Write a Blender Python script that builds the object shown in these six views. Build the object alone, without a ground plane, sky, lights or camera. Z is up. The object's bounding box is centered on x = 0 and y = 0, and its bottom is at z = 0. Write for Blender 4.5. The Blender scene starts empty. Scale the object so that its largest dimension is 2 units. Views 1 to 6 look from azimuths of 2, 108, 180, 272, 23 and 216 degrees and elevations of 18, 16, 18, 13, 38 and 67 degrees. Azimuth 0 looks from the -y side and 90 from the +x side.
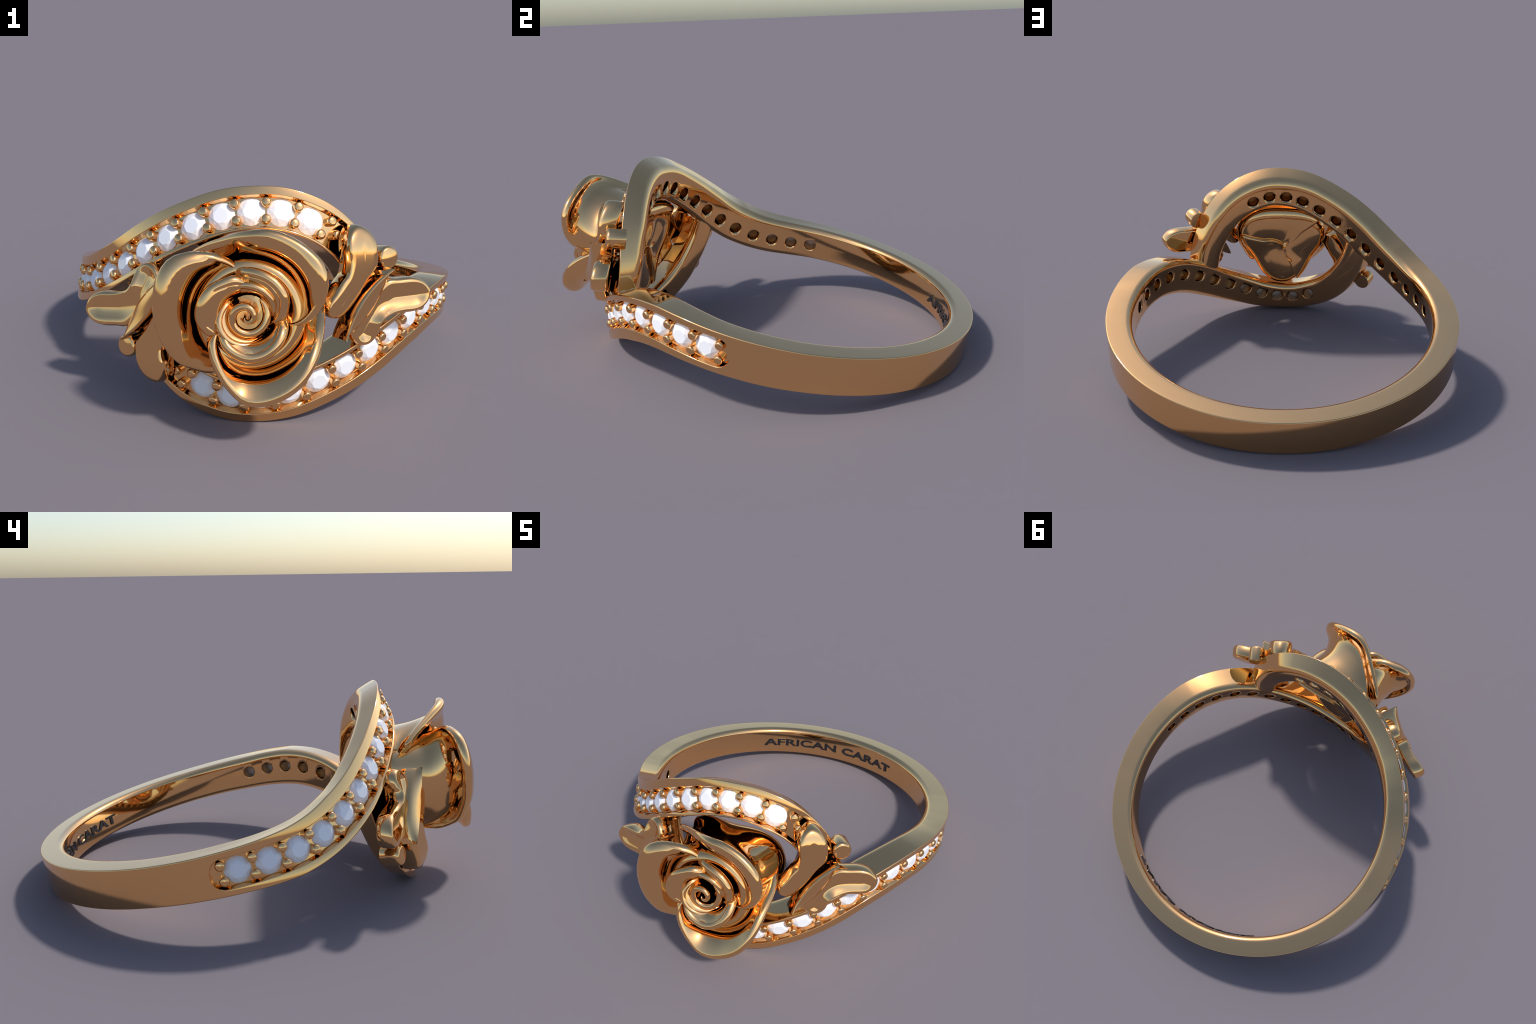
"""Rose bypass ring: a gold band that splits into two crossing strands set with
white stones, a rose in the middle and a butterfly on either side."""
import bpy, bmesh, math
import numpy as np
from mathutils import Matrix, Vector

# ------------------------------------------------------------------ frame
# Ring space: the finger axis is the local z axis, the rose faces local -y.
# The ring lies on the ground leaning back by TILT.
TILT = math.radians(-12.5)
RING = Matrix.Translation((0.0, 0.170, 0.2607)) @ Matrix.Rotation(TILT, 4, 'X')
HALF_TURN = Matrix.Rotation(math.pi, 4, 'Y')     # the ring repeats after a half turn about the rose axis
R_IN = 0.728                                     # finger hole
RIM = [(-180, .833), (-150, .836), (-120, .846), (-95, .854), (-75, .857), (-50, .859), (-30, .860), (0, .859), (28, .852), (36, .848)]


# ------------------------------------------------------------------ materials
def material(name, colour, metallic, roughness, **extra):
    m = bpy.data.materials.new(name)
    m.use_nodes = True
    b = m.node_tree.nodes['Principled BSDF']
    b.inputs['Base Color'].default_value = (*colour, 1)
    b.inputs['Metallic'].default_value = metallic
    b.inputs['Roughness'].default_value = roughness
    for k, v in extra.items():
        b.inputs[k.replace('_', ' ')].default_value = v
    return m


def add_grain(m, colour_a, colour_b, scale, rough_a, rough_b):
    """faint polishing variation: noise on Object coordinates into colour and roughness"""
    nt = m.node_tree
    b = nt.nodes['Principled BSDF']
    tc = nt.nodes.new('ShaderNodeTexCoord')
    nz = nt.nodes.new('ShaderNodeTexNoise')
    nz.inputs['Scale'].default_value = scale
    nt.links.new(tc.outputs['Object'], nz.inputs['Vector'])
    mix = nt.nodes.new('ShaderNodeMix')
    mix.data_type = 'RGBA'
    mix.inputs['A'].default_value = (*colour_a, 1)
    mix.inputs['B'].default_value = (*colour_b, 1)
    nt.links.new(nz.outputs['Fac'], mix.inputs['Factor'])
    nt.links.new(mix.outputs['Result'], b.inputs['Base Color'])
    mr = nt.nodes.new('ShaderNodeMapRange')
    mr.inputs['To Min'].default_value = rough_a
    mr.inputs['To Max'].default_value = rough_b
    nt.links.new(nz.outputs['Fac'], mr.inputs['Value'])
    nt.links.new(mr.outputs['Result'], b.inputs['Roughness'])


GOLD = material('polished_rose_gold', (0.93, 0.54, 0.235), 1.0, 0.06)
add_grain(GOLD, (0.93, 0.54, 0.23), (0.94, 0.55, 0.24), 5.0, 0.055, 0.065)
STONE = material('white_stone', (0.9, 0.9, 0.93), 0.0, 0.08)
add_grain(STONE, (0.88, 0.885, 0.92), (0.92, 0.92, 0.94), 9.0, 0.07, 0.09)
INK = material('dark_engraving_metal', (0.09, 0.09, 0.1), 1.0, 0.3)
add_grain(INK, (0.085, 0.085, 0.095), (0.1, 0.1, 0.11), 20.0, 0.28, 0.34)


# ------------------------------------------------------------------ helpers
def lerp_keys(x, keys):
    k = np.array(keys, float)
    return np.interp(x, k[:, 0], k[:, 1])


def catmull(points, samples, closed=False):
    p = np.array(points, float)
    q = np.vstack([p[-1], p, p[0], p[1]]) if closed else np.vstack([2 * p[0] - p[1], p, 2 * p[-1] - p[-2]])
    out = []
    for i in range(1, len(q) - 2):
        a, b, c, d = q[i - 1], q[i], q[i + 1], q[i + 2]
        for t in np.arange(samples) / samples:
            out.append(.5 * (2 * b + (c - a) * t + (2 * a - 5 * b + 4 * c - d) * t * t + (3 * b - a - 3 * c + d) * t ** 3))
    if not closed:
        out.append(p[-1])
    return np.array(out)


def new_mesh(name, verts, faces, angle=40, flat=False):
    me = bpy.data.meshes.new(name)
    me.from_pydata([tuple(map(float, v)) for v in verts], [], [tuple(map(int, f)) for f in faces])
    me.validate()
    bm = bmesh.new()
    bm.from_mesh(me)
    bmesh.ops.remove_doubles(bm, verts=bm.verts, dist=1e-5)
    bmesh.ops.dissolve_degenerate(bm, edges=bm.edges, dist=1e-6)
    bmesh.ops.recalc_face_normals(bm, faces=bm.faces)
    bm.to_mesh(me)
    bm.free()
    if flat:
        me.shade_flat()
    else:
        me.shade_smooth()
        me.set_sharp_from_angle(angle=math.radians(angle))
    return me


def place(name, mesh, mat, parent, matrix):
    o = bpy.data.objects.new(name, mesh)
    bpy.context.scene.collection.objects.link(o)
    if not mesh.materials:
        mesh.materials.append(mat)
    o.parent = parent
    world = Matrix.Identity(4)
    if parent is not None:
        world = PLACED.get(parent.name, Matrix.Identity(4))
        o.matrix_parent_inverse = world.inverted()
    o.matrix_basis = matrix
    PLACED[o.name] = matrix.copy()
    return o


PLACED = {}


def bake(mesh, setup, angle=40):
    """apply modifiers to a mesh and return the result"""
    o = bpy.data.objects.new('helper', mesh)
    bpy.context.scene.collection.objects.link(o)
    setup(o)
    bpy.context.view_layer.update()
    dg = bpy.context.evaluated_depsgraph_get()
    res = bpy.data.meshes.new_from_object(o.evaluated_get(dg))
    bpy.data.objects.remove(o)
    if angle is not None:
        res.shade_smooth()
        res.set_sharp_from_angle(angle=math.radians(angle))
    return res


def grid_faces(n, m, wrap_m=False, wrap_n=False):
    f = []
    for i in range(n if wrap_n else n - 1):
        for j in range(m if wrap_m else m - 1):
            a, b = i, (i + 1) % n
            c, d = j, (j + 1) % m
            f.append((a * m + c, b * m + c, b * m + d, a * m + d))
    return f


# ------------------------------------------------------------------ strand path
# angle round the finger (0 = rose, degrees) against height along the finger,
# for the line on which the stones sit
LINE = [(-180, 0), (-150, 0), (-125, 0), (-105, 0), (-92, 0), (-81.2, .001), (-72.7, .002), (-64.1, .009), (-56, .030),
        (-47.7, .070), (-40.2, .121), (-32.8, .181), (-25.3, .240), (-17.6, .292), (-9.8, .336), (-2.1, .358), (5.7, .359),
        (13.4, .330), (20.0, .280), (25.5, .205), (29.6, .110), (32.0, .03), (33.2, -.04), (33.6, -.075)]
SHIFT = [(-100, 0), (-80, 0), (-65, .002), (-50, .012), (-35, .013), (-20, .0125), (0, .012), (15, .010), (25, .004), (36, 0)]
HALF = [(-108, .083), (-92, .086), (-80, .090), (-65, .098), (-50, .100), (-35, .097), (-20, .091), (0, .083), (15, .083), (25, .078), (36, .066)]
INNER = [(-85, 0), (-64, .009), (-56, .014), (-47, .022), (-40, .025), (-25, .027), (0, .030), (13, .029), (28, .02), (36, .015)]  # finger side sits lower
LEAN = [(-100, 0), (-80, 4), (-65, 8), (-45, 13), (-20, 15), (0, 14), (15, 13), (28, 8), (36, 4)]

line = catmull(LINE, 24)


class Frame:
    """station frames along the strand"""
    def __init__(self):
        ph = np.radians(line[:, 0])
        self.phi = line[:, 0]
        rim = lerp_keys(self.phi, RIM)
        self.o = np.stack([rim * np.sin(ph), -rim * np.cos(ph), line[:, 1]], 1)
        self.s = np.r_[0, np.cumsum(np.linalg.norm(np.diff(self.o, axis=0), axis=1))]
        t = np.gradient(self.o, self.s, axis=0)
        t /= np.linalg.norm(t, axis=1)[:, None]
        rad = self.o * [1, 1, 0]
        rad /= np.linalg.norm(rad, axis=1)[:, None]
        w = np.cross(t, rad)
        w /= np.linalg.norm(w, axis=1)[:, None]
        flip = np.where(np.arange(len(w)) >= 0, np.sign(w[0, 2]), 1)
        w *= flip[:, None]
        lean = np.radians(lerp_keys(self.phi, LEAN))[:, None]
        self.t, self.rad, self.w0 = t, rad, w.copy()
        self.w = w * np.cos(lean) - rad * np.sin(lean)
        self.n = rad * np.cos(lean) + w * np.sin(lean)

    def at(self, s, what=None):
        def ip(a):
            return np.stack([np.interp(s, self.s, a[:, k]) for k in range(3)], -1)
        if what is not None:
            return ip(what)
        return ip(self.o), ip(self.t), ip(self.w), ip(self.n)

    def s_of(self, phi):
        return np.interp(phi, self.phi, self.s)


F = Frame()
CH_FLOOR, CH_RIM, CH_DEPTH = .054, .061, .027       # channel half widths and depth
S_TAIL, S_HEAD = F.s_of(-88.6), F.s_of(31.0)


def strand_section(s):
    """closed profile (a across the band, b outward) at path length s"""
    phi = np.interp(s, F.s, F.phi)
    half, sh = lerp_keys(phi, HALF), lerp_keys(phi, SHIFT)
    top, bot = sh + half, sh - half
    bev, r = .005, lerp_keys(phi, [(-110, .030), (-60, .036), (-30, .044), (20, .044)])
    THICK = lerp_keys(phi, RIM) - R_IN - .008 * max(0, (phi - 26) / 8)
    k = 0.0
    if S_TAIL < s < S_HEAD:
        end = .062
        u = min((s - S_TAIL) / end, (S_HEAD - s) / end, 1)
        k = math.sqrt(max(0, 1 - (1 - u) ** 2))
    cr, cf = CH_RIM * k, max(CH_RIM * k - (CH_RIM - CH_FLOOR), 0) if k > 0 else 0
    cr = min(cr, top - .012, -bot - .008)
    cf = min(cf, cr)
    dep = -CH_DEPTH if k > 0 else 0
    p = [(top - bev, 0), (cr + .003, 0), (cr, -.003 if k > 0 else 0), (cf, dep), (cf * .34, dep), (-cf * .34, dep),
         (-cf, dep), (-cr, -.003 if k > 0 else 0), (-cr - .003, 0), (bot + bev, 0)]
    for j in range(1, 5):
        g = j / 4 * math.pi / 2
        p.append((bot + bev - bev * math.sin(g), -bev + bev * math.cos(g)))
    for f in (.35, .7):
        p.append((bot, -bev - f * (THICK - bev - r)))
    rc = r * .9
    for j in range(0, 9):
        g = j / 8 * math.pi / 2
        p.append((bot + rc - rc * math.cos(g), -THICK + r - r * math.sin(g)))
    for f in (.2, .4, .6, .8):
        p.append((bot + rc + f * (top - bot - 2 * rc), -THICK - .002 * math.sin(f * math.pi)))
    for j in range(0, 9):
        g = (1 - j / 8) * math.pi / 2
        p.append((top - rc + rc * math.cos(g), -THICK + r - r * math.sin(g)))
    for f in (.7, .35):
        p.append((top, -bev - f * (THICK - bev - r)))
    for j in range(0, 4):
        g = (1 - j / 4) * math.pi / 2
        p.append((top - bev + bev * math.sin(g), -bev + bev * math.cos(g)))
    return p


def strand_mesh():
    total = F.s[-1]
    st = set(np.linspace(0, total, 330))
    for s0, sg in ((S_TAIL, 1), (S_HEAD, -1)):
        for f in (1e-5, .002, .006, .012, .02, .03, .042, .055, .062):
            st.add(s0 + sg * f)
        st.add(s0 - sg * 1e-5)
    st = sorted(st)
    rows = []
    for s in st:
        o, t, w, n = F.at(s)
        rad, w0 = F.at(s, F.rad), F.at(s, F.w0)
        phi = np.interp(s, F.s, F.phi)
        deep = lerp_keys(phi, RIM) - R_IN
        drop = lerp_keys(phi, SHIFT) + lerp_keys(phi, INNER)
        row = []
        for a, b in strand_section(s):
            k = min(max(-b / deep, 0), 1)          # 0 on the set face, which leans; 1 on the finger side, which does not
            row.append((1 - k) * (o + a * w + b * n) + k * (o + (a - drop * k) * w0 + b * rad))
        rows.append(row)
    m = len(rows[0])
    v = np.array(rows).reshape(-1, 3)
    f = grid_faces(len(rows), m, wrap_m=True)
    f.append(tuple(range((len(rows) - 1) * m, len(rows) * m)))
    return v, f


sv, sf = strand_mesh()
turn = np.array([-1, 1, -1])
root = bpy.data.objects.new('rose_ring', None)
bpy.context.scene.collection.objects.link(root)
root['label'] = 'rose gold ring with a rose, butterflies and white stones'
root['category'] = 'ring'

# the two strands are one sweep; welded at the back of the finger
band = new_mesh('band', np.vstack([sv, sv * turn]), sf + [tuple(i + len(sv) for i in q) for q in sf], angle=50)

# stone seats: a round hole behind every stone
STONES = [13.4, 5.7, -2.1, -9.8, -17.6, -25.3, -32.8, -40.2, -47.9, -56.2, -64.5, -72.8, -81.2]
HOLE_R = .0285


def frame_matrix(phi, a=0.0, b=0.0, s=None):
    s = F.s_of(phi) if s is None else s
    o, t, w, n = F.at(s)
    t = t - n * np.dot(t, n)
    t /= np.linalg.norm(t)
    n = n / np.linalg.norm(n)
    w2 = np.cross(n, t)
    p = o + a * w + b * n
    return Matrix(((t[0], w2[0], n[0], p[0]), (t[1], w2[1], n[1], p[1]), (t[2], w2[2], n[2], p[2]), (0, 0, 0, 1)))


def drill_mesh():
    """round holes with a small countersink on the finger side"""
    n, v, f = 32, [], []
    for half in (Matrix.Identity(4), HALF_TURN):
        for p in STONES:
            deep = lerp_keys(p, RIM) - R_IN + .003
            m = half @ frame_matrix(p, 0, 0)
            i = len(v)
            for r, z in ((HOLE_R, -.02), (HOLE_R, -deep + .006), (HOLE_R + .012, -deep - .010)):
                v += [m @ Vector((r * math.cos(2 * math.pi * k / n), r * math.sin(2 * math.pi * k / n), z)) for k in range(n)]
            f += [tuple(i + q for q in face) for face in grid_faces(3, n, wrap_m=True)]
            f += [tuple(range(i, i + n)), tuple(range(i + 2 * n, i + 3 * n))]
    return new_mesh('drill', v, f)


drill = bpy.data.objects.new('drill_helper', drill_mesh())
bpy.context.scene.collection.objects.link(drill)


def cut(o):
    m = o.modifiers.new('holes', 'BOOLEAN')
    m.operation = 'DIFFERENCE'
    m.object = drill
    m.solver = 'EXACT'
    m.use_self = True
    o.modifiers.new('crisp', 'WEIGHTED_NORMAL').keep_sharp = True


band = bake(band, cut, None)
bpy.data.objects.remove(drill)
place('band', band, GOLD, root, RING)


# ------------------------------------------------------------------ stones and prongs
def brilliant(r):
    """round brilliant cut: table, stars, kites, girdle, pavilion"""
    v, f = [], []
    def ring(n, rad, z, ph=0):
        i = len(v)
        for k in range(n):
            g = 2 * math.pi * (k + ph) / n
            v.append((rad * math.cos(g), rad * math.sin(g), z))
        return [i + k for k in range(n)]
    T = ring(8, .56 * r, .36 * r)
    S = ring(8, .80 * r, .21 * r, .5)
    G = ring(16, r, .03 * r)
    g = ring(16, r, -.03 * r)
    Pm = ring(8, .42 * r, -.34 * r)
    c = len(v); v.append((0, 0, -.5 * r))
    f.append(T)
    for k in range(8):
        k1 = (k + 1) % 8
        f.append((T[k], S[k], T[k1]))
        f.append((T[k1], S[k], G[2 * k1], S[k1]))
        f.append((S[k], G[2 * k], G[2 * k + 1]))
        f.append((S[k], G[2 * k + 1], G[2 * k1]))
        f.append((g[2 * k], Pm[k], g[2 * k + 1]))
        f.append((g[2 * k + 1], Pm[k], Pm[k1]))
        f.append((g[2 * k + 1], Pm[k1], g[2 * k1]))
        f.append((Pm[k], c, Pm[k1]))
    for k in range(16):
        k1 = (k + 1) % 16
        f.append((G[k], g[k], g[k1], G[k1]))
    return new_mesh('gemstone', v, f, flat=True)


def lathe(name, prof, n=28, angle=40):
    v = [(r * math.cos(2 * math.pi * k / n), r * math.sin(2 * math.pi * k / n), z) for r, z in prof for k in range(n)]
    return new_mesh(name, v, grid_faces(len(prof), n, wrap_m=True), angle=angle)


gem = brilliant(.053)
PR = .0205
prong_prof = [(0, -.035), (PR * .98, -.035), (PR * .98, -.006)]
prong_prof += [(PR * (.55 + .45 * math.cos(g)), -.006 + .016 * math.sin(g)) for g in np.linspace(0, math.pi / 2, 8)[1:]]
prong_prof += [(PR * .25, .0112), (0, .0115)]
prong = lathe('prong', prong_prof)
STONE_SET = -.027

mids = [(STONES[i] + STONES[i + 1]) / 2 for i in range(12)]
for half in (Matrix.Identity(4), HALF_TURN):
    for i, p in enumerate(STONES):
        place('gemstone', gem, STONE, root, RING @ half @ frame_matrix(p, 0, STONE_SET) @ Matrix.Rotation(.35 * i, 4, 'Z'))
    for p in mids:
        for a in (.034, -.031):
            place('prong', prong, GOLD, root, RING @ half @ frame_matrix(p, a, -.006))
    for p, a in ((-85.4, .032), (-85.2, -.030), (18.0, .036), (16.9, -.031), (20.6, .004)):
        place('prong', prong, GOLD, root, RING @ half @ frame_matrix(p, a, -.006))


# ------------------------------------------------------------------ rose
def polar(theta, r, d):
    """rose space: angle seen from the front (0 = +x, 90 = up), radius, distance out along the rose axis"""
    t = np.radians(theta)
    return np.stack([r * np.cos(t), -d * np.ones_like(r), r * np.sin(t)], -1)


def petal_mesh(rim, waist, base_d, thick, base_r=0.0, turn_in=0.0, nu=84, nv=32, neck=.6, curl=1.0, girth=0.0):
    """One petal as a rounded shell. rim: keys (angle, radius, distance) of its edge from start to stop;
    waist: radii of the cup below the edge at start, middle, stop"""
    k = catmull(rim, 14)
    ln = np.r_[0, np.cumsum(np.hypot(np.diff(k[:, 0]) * .004, np.hypot(np.diff(k[:, 1]), np.diff(k[:, 2]))))]
    ln /= ln[-1]
    e = np.linspace(0, 1, nu)
    us = e - .85 * np.sin(2 * math.pi * e) / (2 * math.pi)
    rows = []
    for u in us:
        th, rr, rd = (np.interp(u, ln, k[:, c]) for c in range(3))
        rw = np.interp(u, [0, .5, 1], waist)
        edge = min(u / .06, (1 - u) / .03)
        t = thick * (math.sqrt(max(0.0, 1 - (1 - min(edge, 1)) ** 2)) * .9 + .1) / 2
        rr -= thick / 2
        h, bo, dr = rd - base_d, turn_in * (u - .5), rr - rw
        tri = math.cos(math.radians(3 * (th - 31)))       # the cup is a rounded triangle seen from the finger
        roll = curl * min(max((dr - .04) / .05, 0), 1)            # how far the lip turns over
        rb = rw * 1.04 if base_r else .214 + girth + .030 * tri
        up = 0 if base_r else -.012 - .008 * tri
        prof = [(base_r, base_d + bo), (max(base_r, .78 * rb), base_d + .003 + bo + up), (max(base_r, rb), base_d + .09 * h + bo * .6 + up),
                (max(base_r, .45 * rb + .55 * rw), base_d + .32 * h), (rw, base_d + neck * h),
                (rw + .20 * dr, base_d + (.55 + .45 * neck) * h), (rw + (.66 - .08 * roll) * dr, base_d + (.93 + .025 * roll) * h), (rw + .86 * dr, rd - .012 * (1 - roll)), (rr, rd - .010 * roll)]
        c = catmull(prof, 8)
        d = np.r_[0, np.cumsum(np.linalg.norm(np.diff(c, axis=0), axis=1))]
        q = np.linspace(0, d[-1], nv)
        c = np.stack([np.interp(q, d, c[:, 0]), np.interp(q, d, c[:, 1])], 1)
        g = np.gradient(c, axis=0)
        g /= np.linalg.norm(g, axis=1)[:, None]
        n = np.stack([-g[:, 1], g[:, 0]], 1)              # towards the rose axis
        grow = np.clip(.55 + .45 * q / d[-1] * 1.4, 0, 1)[:, None] * t
        inner, outer = c + n * grow, c - n * grow
        tip = [c[-1] + n[-1] * t * math.cos(a) + g[-1] * t * math.sin(a) for a in np.linspace(0, math.pi, 9)[1:-1]]
        loop = np.vstack([inner, tip, outer[::-1]])
        loop[:, 0] = np.maximum(loop[:, 0], 0)
        v = np.r_[q, np.full(len(tip), d[-1]), q[::-1]] / d[-1]
        swirl = 0 if base_r else 26 * np.maximum(0, 1 - v / .30)
        rows.append(polar(th + swirl, loop[:, 0], loop[:, 1]))
    m = len(rows[0])
    f = grid_faces(nu, m, wrap_m=True) + [tuple(range(m)), tuple(range((nu - 1) * m, nu * m))]
    return new_mesh('petal', np.array(rows).reshape(-1, 3), f, angle=70)


def spiral_mesh():
    """rolled bud: a ribbon wound about the rose axis"""
    n, turns = 170, 1.6
    rows = []
    for i in range(n):
        u = i / (n - 1)
        th = 200 + 360 * turns * u
        r = .006 + .072 * u
        w = (.006 + .0095 * min(1, u * 2.0)) * (1 if u < .93 else max(.15, math.sqrt(max(0, 1 - ((u - .93) / .07) ** 2))))
        top = 1.100 + .016 * math.sin(min(1, u * 1.3) * math.pi) - .012 * u ** 3
        bot = .95
        prof = [(r - w, bot), (r - w, top - .05), (r - w, top - .016)]
        for g in np.linspace(math.pi, 0, 11):
            prof.append((r + w * math.cos(g), top - .014 + .014 * math.sin(g)))
        prof += [(r + w, top - .016), (r + w, top - .05), (r + w, bot)]
        prof = np.array(prof)
        rows.append(polar(th, prof[:, 0], prof[:, 1]))
    m = len(rows[0])
    f = grid_faces(n, m, wrap_m=True)
    f += [tuple(range(m)), tuple(range((n - 1) * m, n * m))]
    return new_mesh('bud', np.array(rows).reshape(-1, 3), f, angle=60)


def core_mesh():
    prof = [(0, .800), (.12, .805), (.18, .83), (.195, .88), (.198, .99), (.196, 1.05), (.16, 1.066), (.12, 1.03), (.09, .985), (0, .985)]
    c = catmull(prof, 6)
    n = 48
    v = np.concatenate([polar(np.full(n, 0.) + np.arange(n) * 360 / n, np.full(n, max(r, 0)), d) for r, d in c])
    return new_mesh('rose', v, grid_faces(len(c), n, wrap_m=True), angle=60)


rose_place = RING @ Matrix.Translation((-.008, 0, 0))
rose = place('rose', core_mesh(), GOLD, root, rose_place)
OUTER_PETALS = [
    [(-34, .10, .98), (-22, .115, 1.01), (-12, .14, 1.04), (-8, .19, 1.06), (3, .232, 1.08), (17, .275, 1.10), (29, .305, 1.112), (40, .318, 1.115), (51, .318, 1.112), (66, .316, 1.11),
     (77, .314, 1.108), (87, .307, 1.10), (98, .297, 1.07), (113, .290, 1.01), (127, .297, .95), (142, .312, .885)],
    [(80, .10, .95), (92, .12, .98), (100, .15, 1.00), (107, .19, 1.035), (118, .238, 1.06), (128, .280, 1.085), (138, .320, 1.10), (147, .348, 1.11), (158, .354, 1.115), (170, .346, 1.115),
     (186, .336, 1.105), (200, .326, 1.09), (215, .315, 1.06), (226, .297, 1.02), (240, .278, .96), (250, .25, .89)],
    [(184, .10, .99), (196, .115, 1.03), (206, .145, 1.07), (214, .172, 1.09), (226, .198, 1.10), (242, .232, 1.11), (257, .274, 1.111), (267, .306, 1.112), (276, .318, 1.113), (287, .318, 1.112),
     (300, .312, 1.112), (314, .302, 1.10), (328, .287, 1.075), (347, .272, 1.01), (365, .268, .90), (378, .25, .83)]]
for rim, waist, neck, curl, girth in zip(OUTER_PETALS, ((.165, .212, .230), (.165, .208, .222), (.165, .198, .205)), (.58, .58, .42), (.8, 1.0, .1), (.024, 0, 0)):
    place('petal', petal_mesh(rim, waist, .782, .042, turn_in=-.022, neck=neck, curl=curl, girth=girth), GOLD, rose, rose_place)
MIDDLE_PETALS = [
    [(76, .095, 1.02), (88, .115, 1.055), (97, .135, 1.08), (112, .157, 1.105), (129, .168, 1.115), (148, .184, 1.122), (168, .192, 1.122), (185, .190, 1.115),
     (201, .172, 1.10), (217, .150, 1.07), (230, .135, 1.03)],
    [(180, .09, 1.01), (192, .11, 1.045), (205, .125, 1.075), (219, .137, 1.095), (234, .150, 1.105), (255, .158, 1.11), (272, .163, 1.112), (293, .161, 1.11),
     (315, .155, 1.105), (337, .146, 1.085), (356, .136, 1.05), (370, .125, 1.01)],
    [(-38, .085, 1.01), (-24, .10, 1.04), (-12, .115, 1.065), (0, .128, 1.08), (17, .143, 1.095), (36, .160, 1.105), (59, .168, 1.105), (78, .172, 1.10),
     (95, .174, 1.085), (108, .172, 1.06), (120, .16, 1.02)]]
for rim in MIDDLE_PETALS:
    place('petal', petal_mesh(rim, (.082, .100, .104), .95, .040, base_r=.08, neck=.5), GOLD, rose, rose_place)
INNER_PETALS = [
    [(-20, .085, 1.02), (5, .098, 1.07), (40, .110, 1.098), (80, .120, 1.106), (115, .128, 1.095), (145, .128, 1.06), (160, .122, 1.02)],
    [(130, .088, 1.03), (155, .104, 1.075), (190, .122, 1.10), (225, .124, 1.105), (265, .118, 1.09), (295, .112, 1.06), (315, .105, 1.02)]]
for rim in INNER_PETALS:
    place('petal', petal_mesh(rim, (.070, .080, .084), .96, .026, base_r=.06, neck=.5), GOLD, rose, rose_place)
place('bud', spiral_mesh(), GOLD, rose, rose_place @ Matrix.Translation((-.012, 0, -.002)))


# ------------------------------------------------------------------ butterflies
# flat frame touching the ring at PHI_B: x = along the finger circle, y = finger axis, z = outward
PHI_B = math.radians(30)
_n = Vector((math.sin(PHI_B), -math.cos(PHI_B), 0))
_t = Vector((math.cos(PHI_B), math.sin(PHI_B), 0))
BUTTERFLY = Matrix(((_t.x, 0, _n.x, 0), (_t.y, 0, _n.y, 0), (0, 1, 0, 0), (0, 0, 0, 1)))


def wing_mesh(outline, spine, front, thick, dip):
    """plate with rounded rims and a shallow furrow along the spine.
    outline: closed control points; spine: polyline; front: function (x, y) -> height"""
    out = catmull(outline, 10, closed=True)
    sp = catmull(spine, 20)
    near = np.array([sp[np.argmin(((sp - p) ** 2).sum(1))] for p in out])
    for _ in range(14):
        near = (near + np.roll(near, 1, 0) + np.roll(near, -1, 0)) / 3
    m = len(out)
    rows = []
    def level(k, z):
        p = out + (near - out) * k
        base = np.array([front(x, y) for x, y in p])
        rows.append(np.c_[p, base + z])
    level(.16, -thick)
    level(.05, -thick + .002)
    level(.0, -thick + .008)
    level(-.02, -thick * .5)
    level(.0, -.016)
    level(.05, -.007)
    level(.12, -.002)
    level(.24, 0)
    level(.45, -dip * .35)
    level(.7, -dip * .8)
    level(.96, -dip)
    v = np.array(rows).reshape(-1, 3)
    f = grid_faces(len(rows), m, wrap_m=True)
    f.append(tuple(range(m)))
    f.append(tuple(range((len(rows) - 1) * m, len(rows) * m)))
    return new_mesh('wing', v, f, angle=50)


def lens_mesh(p0, p1, width, z_back, z_ridge, z_side):
    """pointed body: lens outline, ridge along one side"""
    p0, p1 = np.array(p0), np.array(p1)
    d = p1 - p0
    side = np.array([d[1], -d[0]]) / np.linalg.norm(d)
    n = 40
    rows = []
    for i in range(n):
        u = i / (n - 1)
        c = p0 + d * u
        wl = width * .42 * math.sin(math.pi * u) ** .8 + .002
        wr = width * .58 * math.sin(math.pi * u) ** .8 + .002
        zr = z_ridge + .008 * (2 * u - 1) ** 2
        row = []
        for a, z in ((-wl, z_back), (-wl, zr - .012), (-wl + .003, zr - .004), (-wl + .008, zr), (0, zr - .004), (wr * .6, z_side + .006),
                     (wr - .004, z_side - .003), (wr, z_side - .010), (wr, z_back)):
            row.append((*(c + side * a), z))
        rows.append(row)
    m = len(rows[0])
    f = grid_faces(n, m, wrap_m=True) + [tuple(range(m)), tuple(range((n - 1) * m, n * m))]
    return new_mesh('butterfly', np.array(rows).reshape(-1, 3), f, angle=35)


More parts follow.
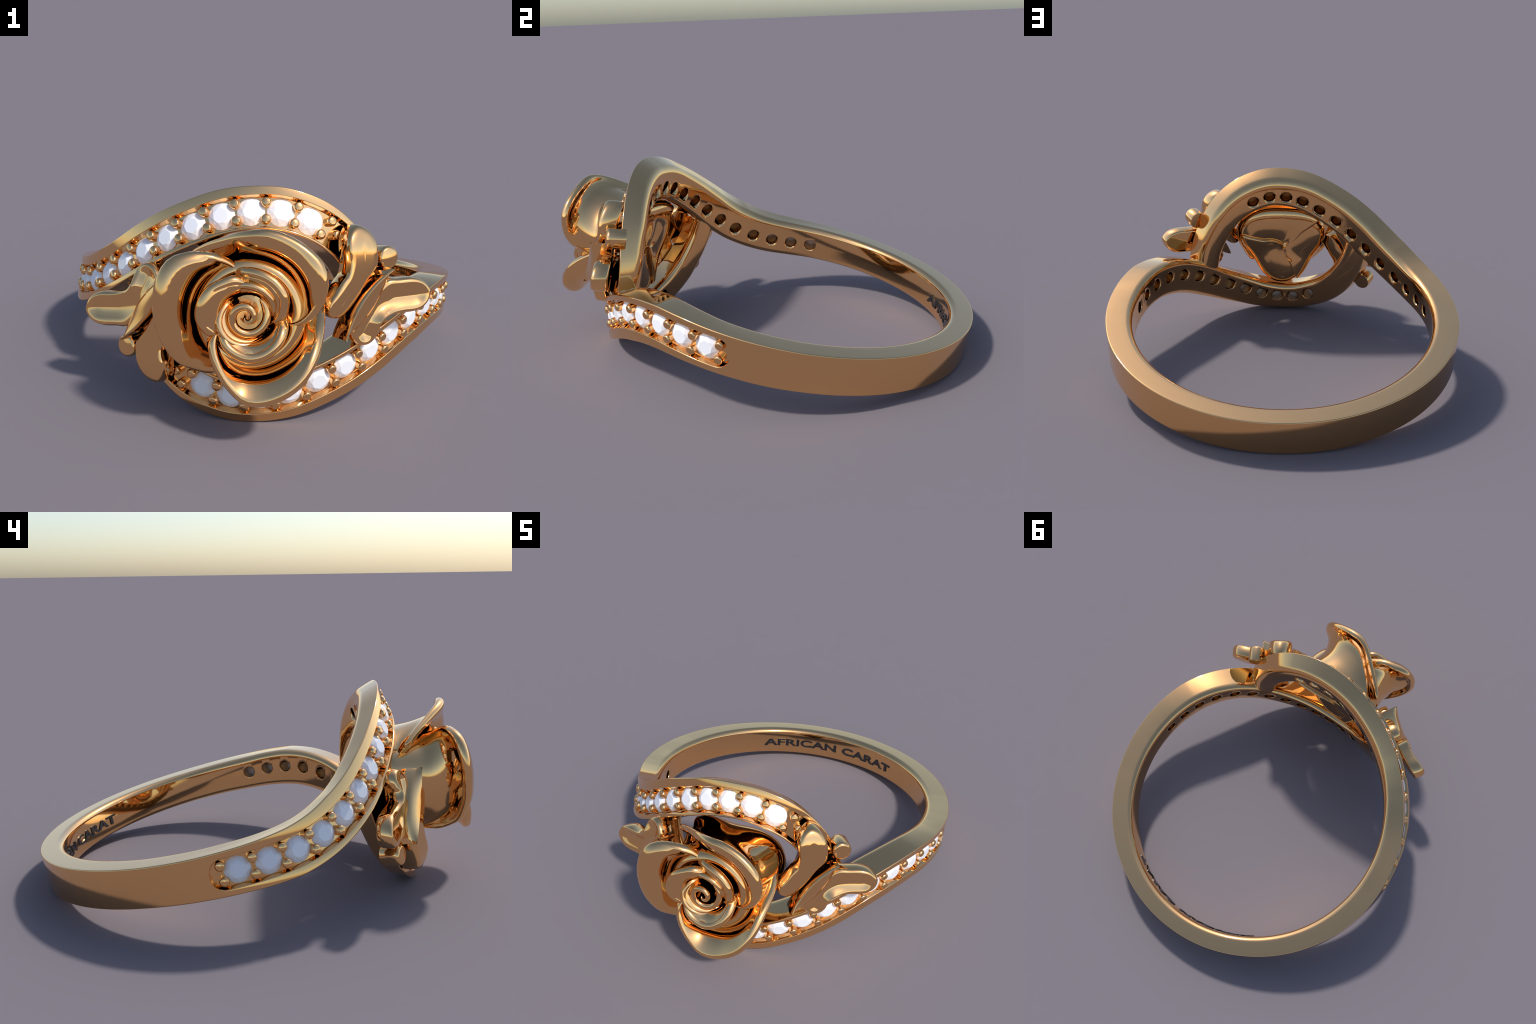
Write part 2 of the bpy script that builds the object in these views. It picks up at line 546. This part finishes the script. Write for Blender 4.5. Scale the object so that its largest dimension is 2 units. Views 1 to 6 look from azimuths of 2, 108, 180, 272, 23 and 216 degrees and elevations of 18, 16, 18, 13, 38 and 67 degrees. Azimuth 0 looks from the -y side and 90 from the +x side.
body = lens_mesh((-.165, -.104), (.034, .160), .072, .880, .966, .948)
wing_a = wing_mesh([(-.092, .320), (-.053, .305), (-.025, .266), (-.013, .222), (-.011, .174), (-.024, .150), (-.060, .110), (-.090, .060), (-.125, .010),
                    (-.158, -.020), (-.188, -.028), (-.211, -.018), (-.224, .0), (-.220, .033), (-.199, .063), (-.172, .105), (-.149, .135),
                    (-.142, .180), (-.150, .230), (-.146, .270), (-.124, .304)],
                   [(-.082, .25), (-.080, .18), (-.115, .10), (-.150, .05), (-.180, .01)],
                   lambda x, y: .942 - 2.6 * max(0, y - .215) ** 2 - .9 * max(0, .08 - y) ** 2, .080, 0)
wing_c = wing_mesh([(.230, .066), (.218, .090), (.190, .113), (.148, .122), (.092, .118), (.040, .113), (.0, .075), (-.05, .01), (-.105, -.070),
                    (-.103, -.099), (-.077, -.128), (-.044, -.141), (-.012, -.134), (.008, -.112), (.014, -.082), (.016, -.057),
                    (.033, -.034), (.066, -.022), (.111, -.016), (.162, -.011), (.200, .006), (.223, .034)],
                   [(.168, .052), (.09, .045), (.02, .012), (-.025, -.035), (-.045, -.09)],
                   lambda x, y: .928 + .17 * max(0, x) * (1 if x < .2 else 1) - .010 * max(0, -y - .05) / .09 + .02 * math.exp(-((x - .02) ** 2 + (y + .04) ** 2) / .003), .070, .016)
PEG_R = .045
stub = lathe('peg', [(0, .825), (PEG_R - .002, .825), (PEG_R, .83), (PEG_R, .895)]
             + [(PEG_R - .014 * (1 - math.cos(g)), .895 + .016 * math.sin(g)) for g in np.linspace(0, math.pi / 2, 8)[1:]] + [(.015, .9135), (0, .914)], n=40)
for half in (Matrix.Identity(4), HALF_TURN):
    m = RING @ half @ BUTTERFLY
    b = place('butterfly', body, GOLD, root, m)
    place('wing', wing_a, GOLD, b, m)
    place('wing', wing_c, GOLD, b, m)
    place('peg', stub, GOLD, b, m @ Matrix.Translation((.058, .196, 0)))


# ------------------------------------------------------------------ lettering inside the band
def lettering():
    cu = bpy.data.curves.new('lettering', 'FONT')
    cu.body = 'AFRICAN CARAT'
    cu.size = 1.0
    cu.offset = .03
    cu.extrude = .1
    cu.resolution_u = 6
    cu.space_character = 1.02
    o = bpy.data.objects.new('lettering_helper', cu)
    bpy.context.scene.collection.objects.link(o)
    bpy.context.view_layer.update()
    me = bpy.data.meshes.new_from_object(o.evaluated_get(bpy.context.evaluated_depsgraph_get()))
    bpy.data.objects.remove(o)
    bm = bmesh.new()
    bm.from_mesh(me)
    # cut into narrow strips so that the letters can follow the curve
    xs = [v.co.x for v in bm.verts]
    for x in np.linspace(min(xs), max(xs), 90)[1:-1]:
        bmesh.ops.bisect_plane(bm, geom=bm.verts[:] + bm.edges[:] + bm.faces[:], plane_co=(x, 0, 0), plane_no=(1, 0, 0))
    x0, x1 = min(xs), max(xs)
    y0, y1 = min(v.co.y for v in bm.verts), max(v.co.y for v in bm.verts)
    for v in bm.verts:
        a = math.radians(180 + 34 - 68 * (v.co.x - x0) / (x1 - x0))
        h = -.028 + .047 * (v.co.y - y0) / (y1 - y0)
        r = R_IN - (.0065 if v.co.z > 0 else -.006)
        v.co = (r * math.sin(a), -r * math.cos(a), h)
    bmesh.ops.recalc_face_normals(bm, faces=bm.faces)
    bm.to_mesh(me)
    bm.free()
    me.materials.clear()
    return me


place('lettering', lettering(), INK, root, RING)
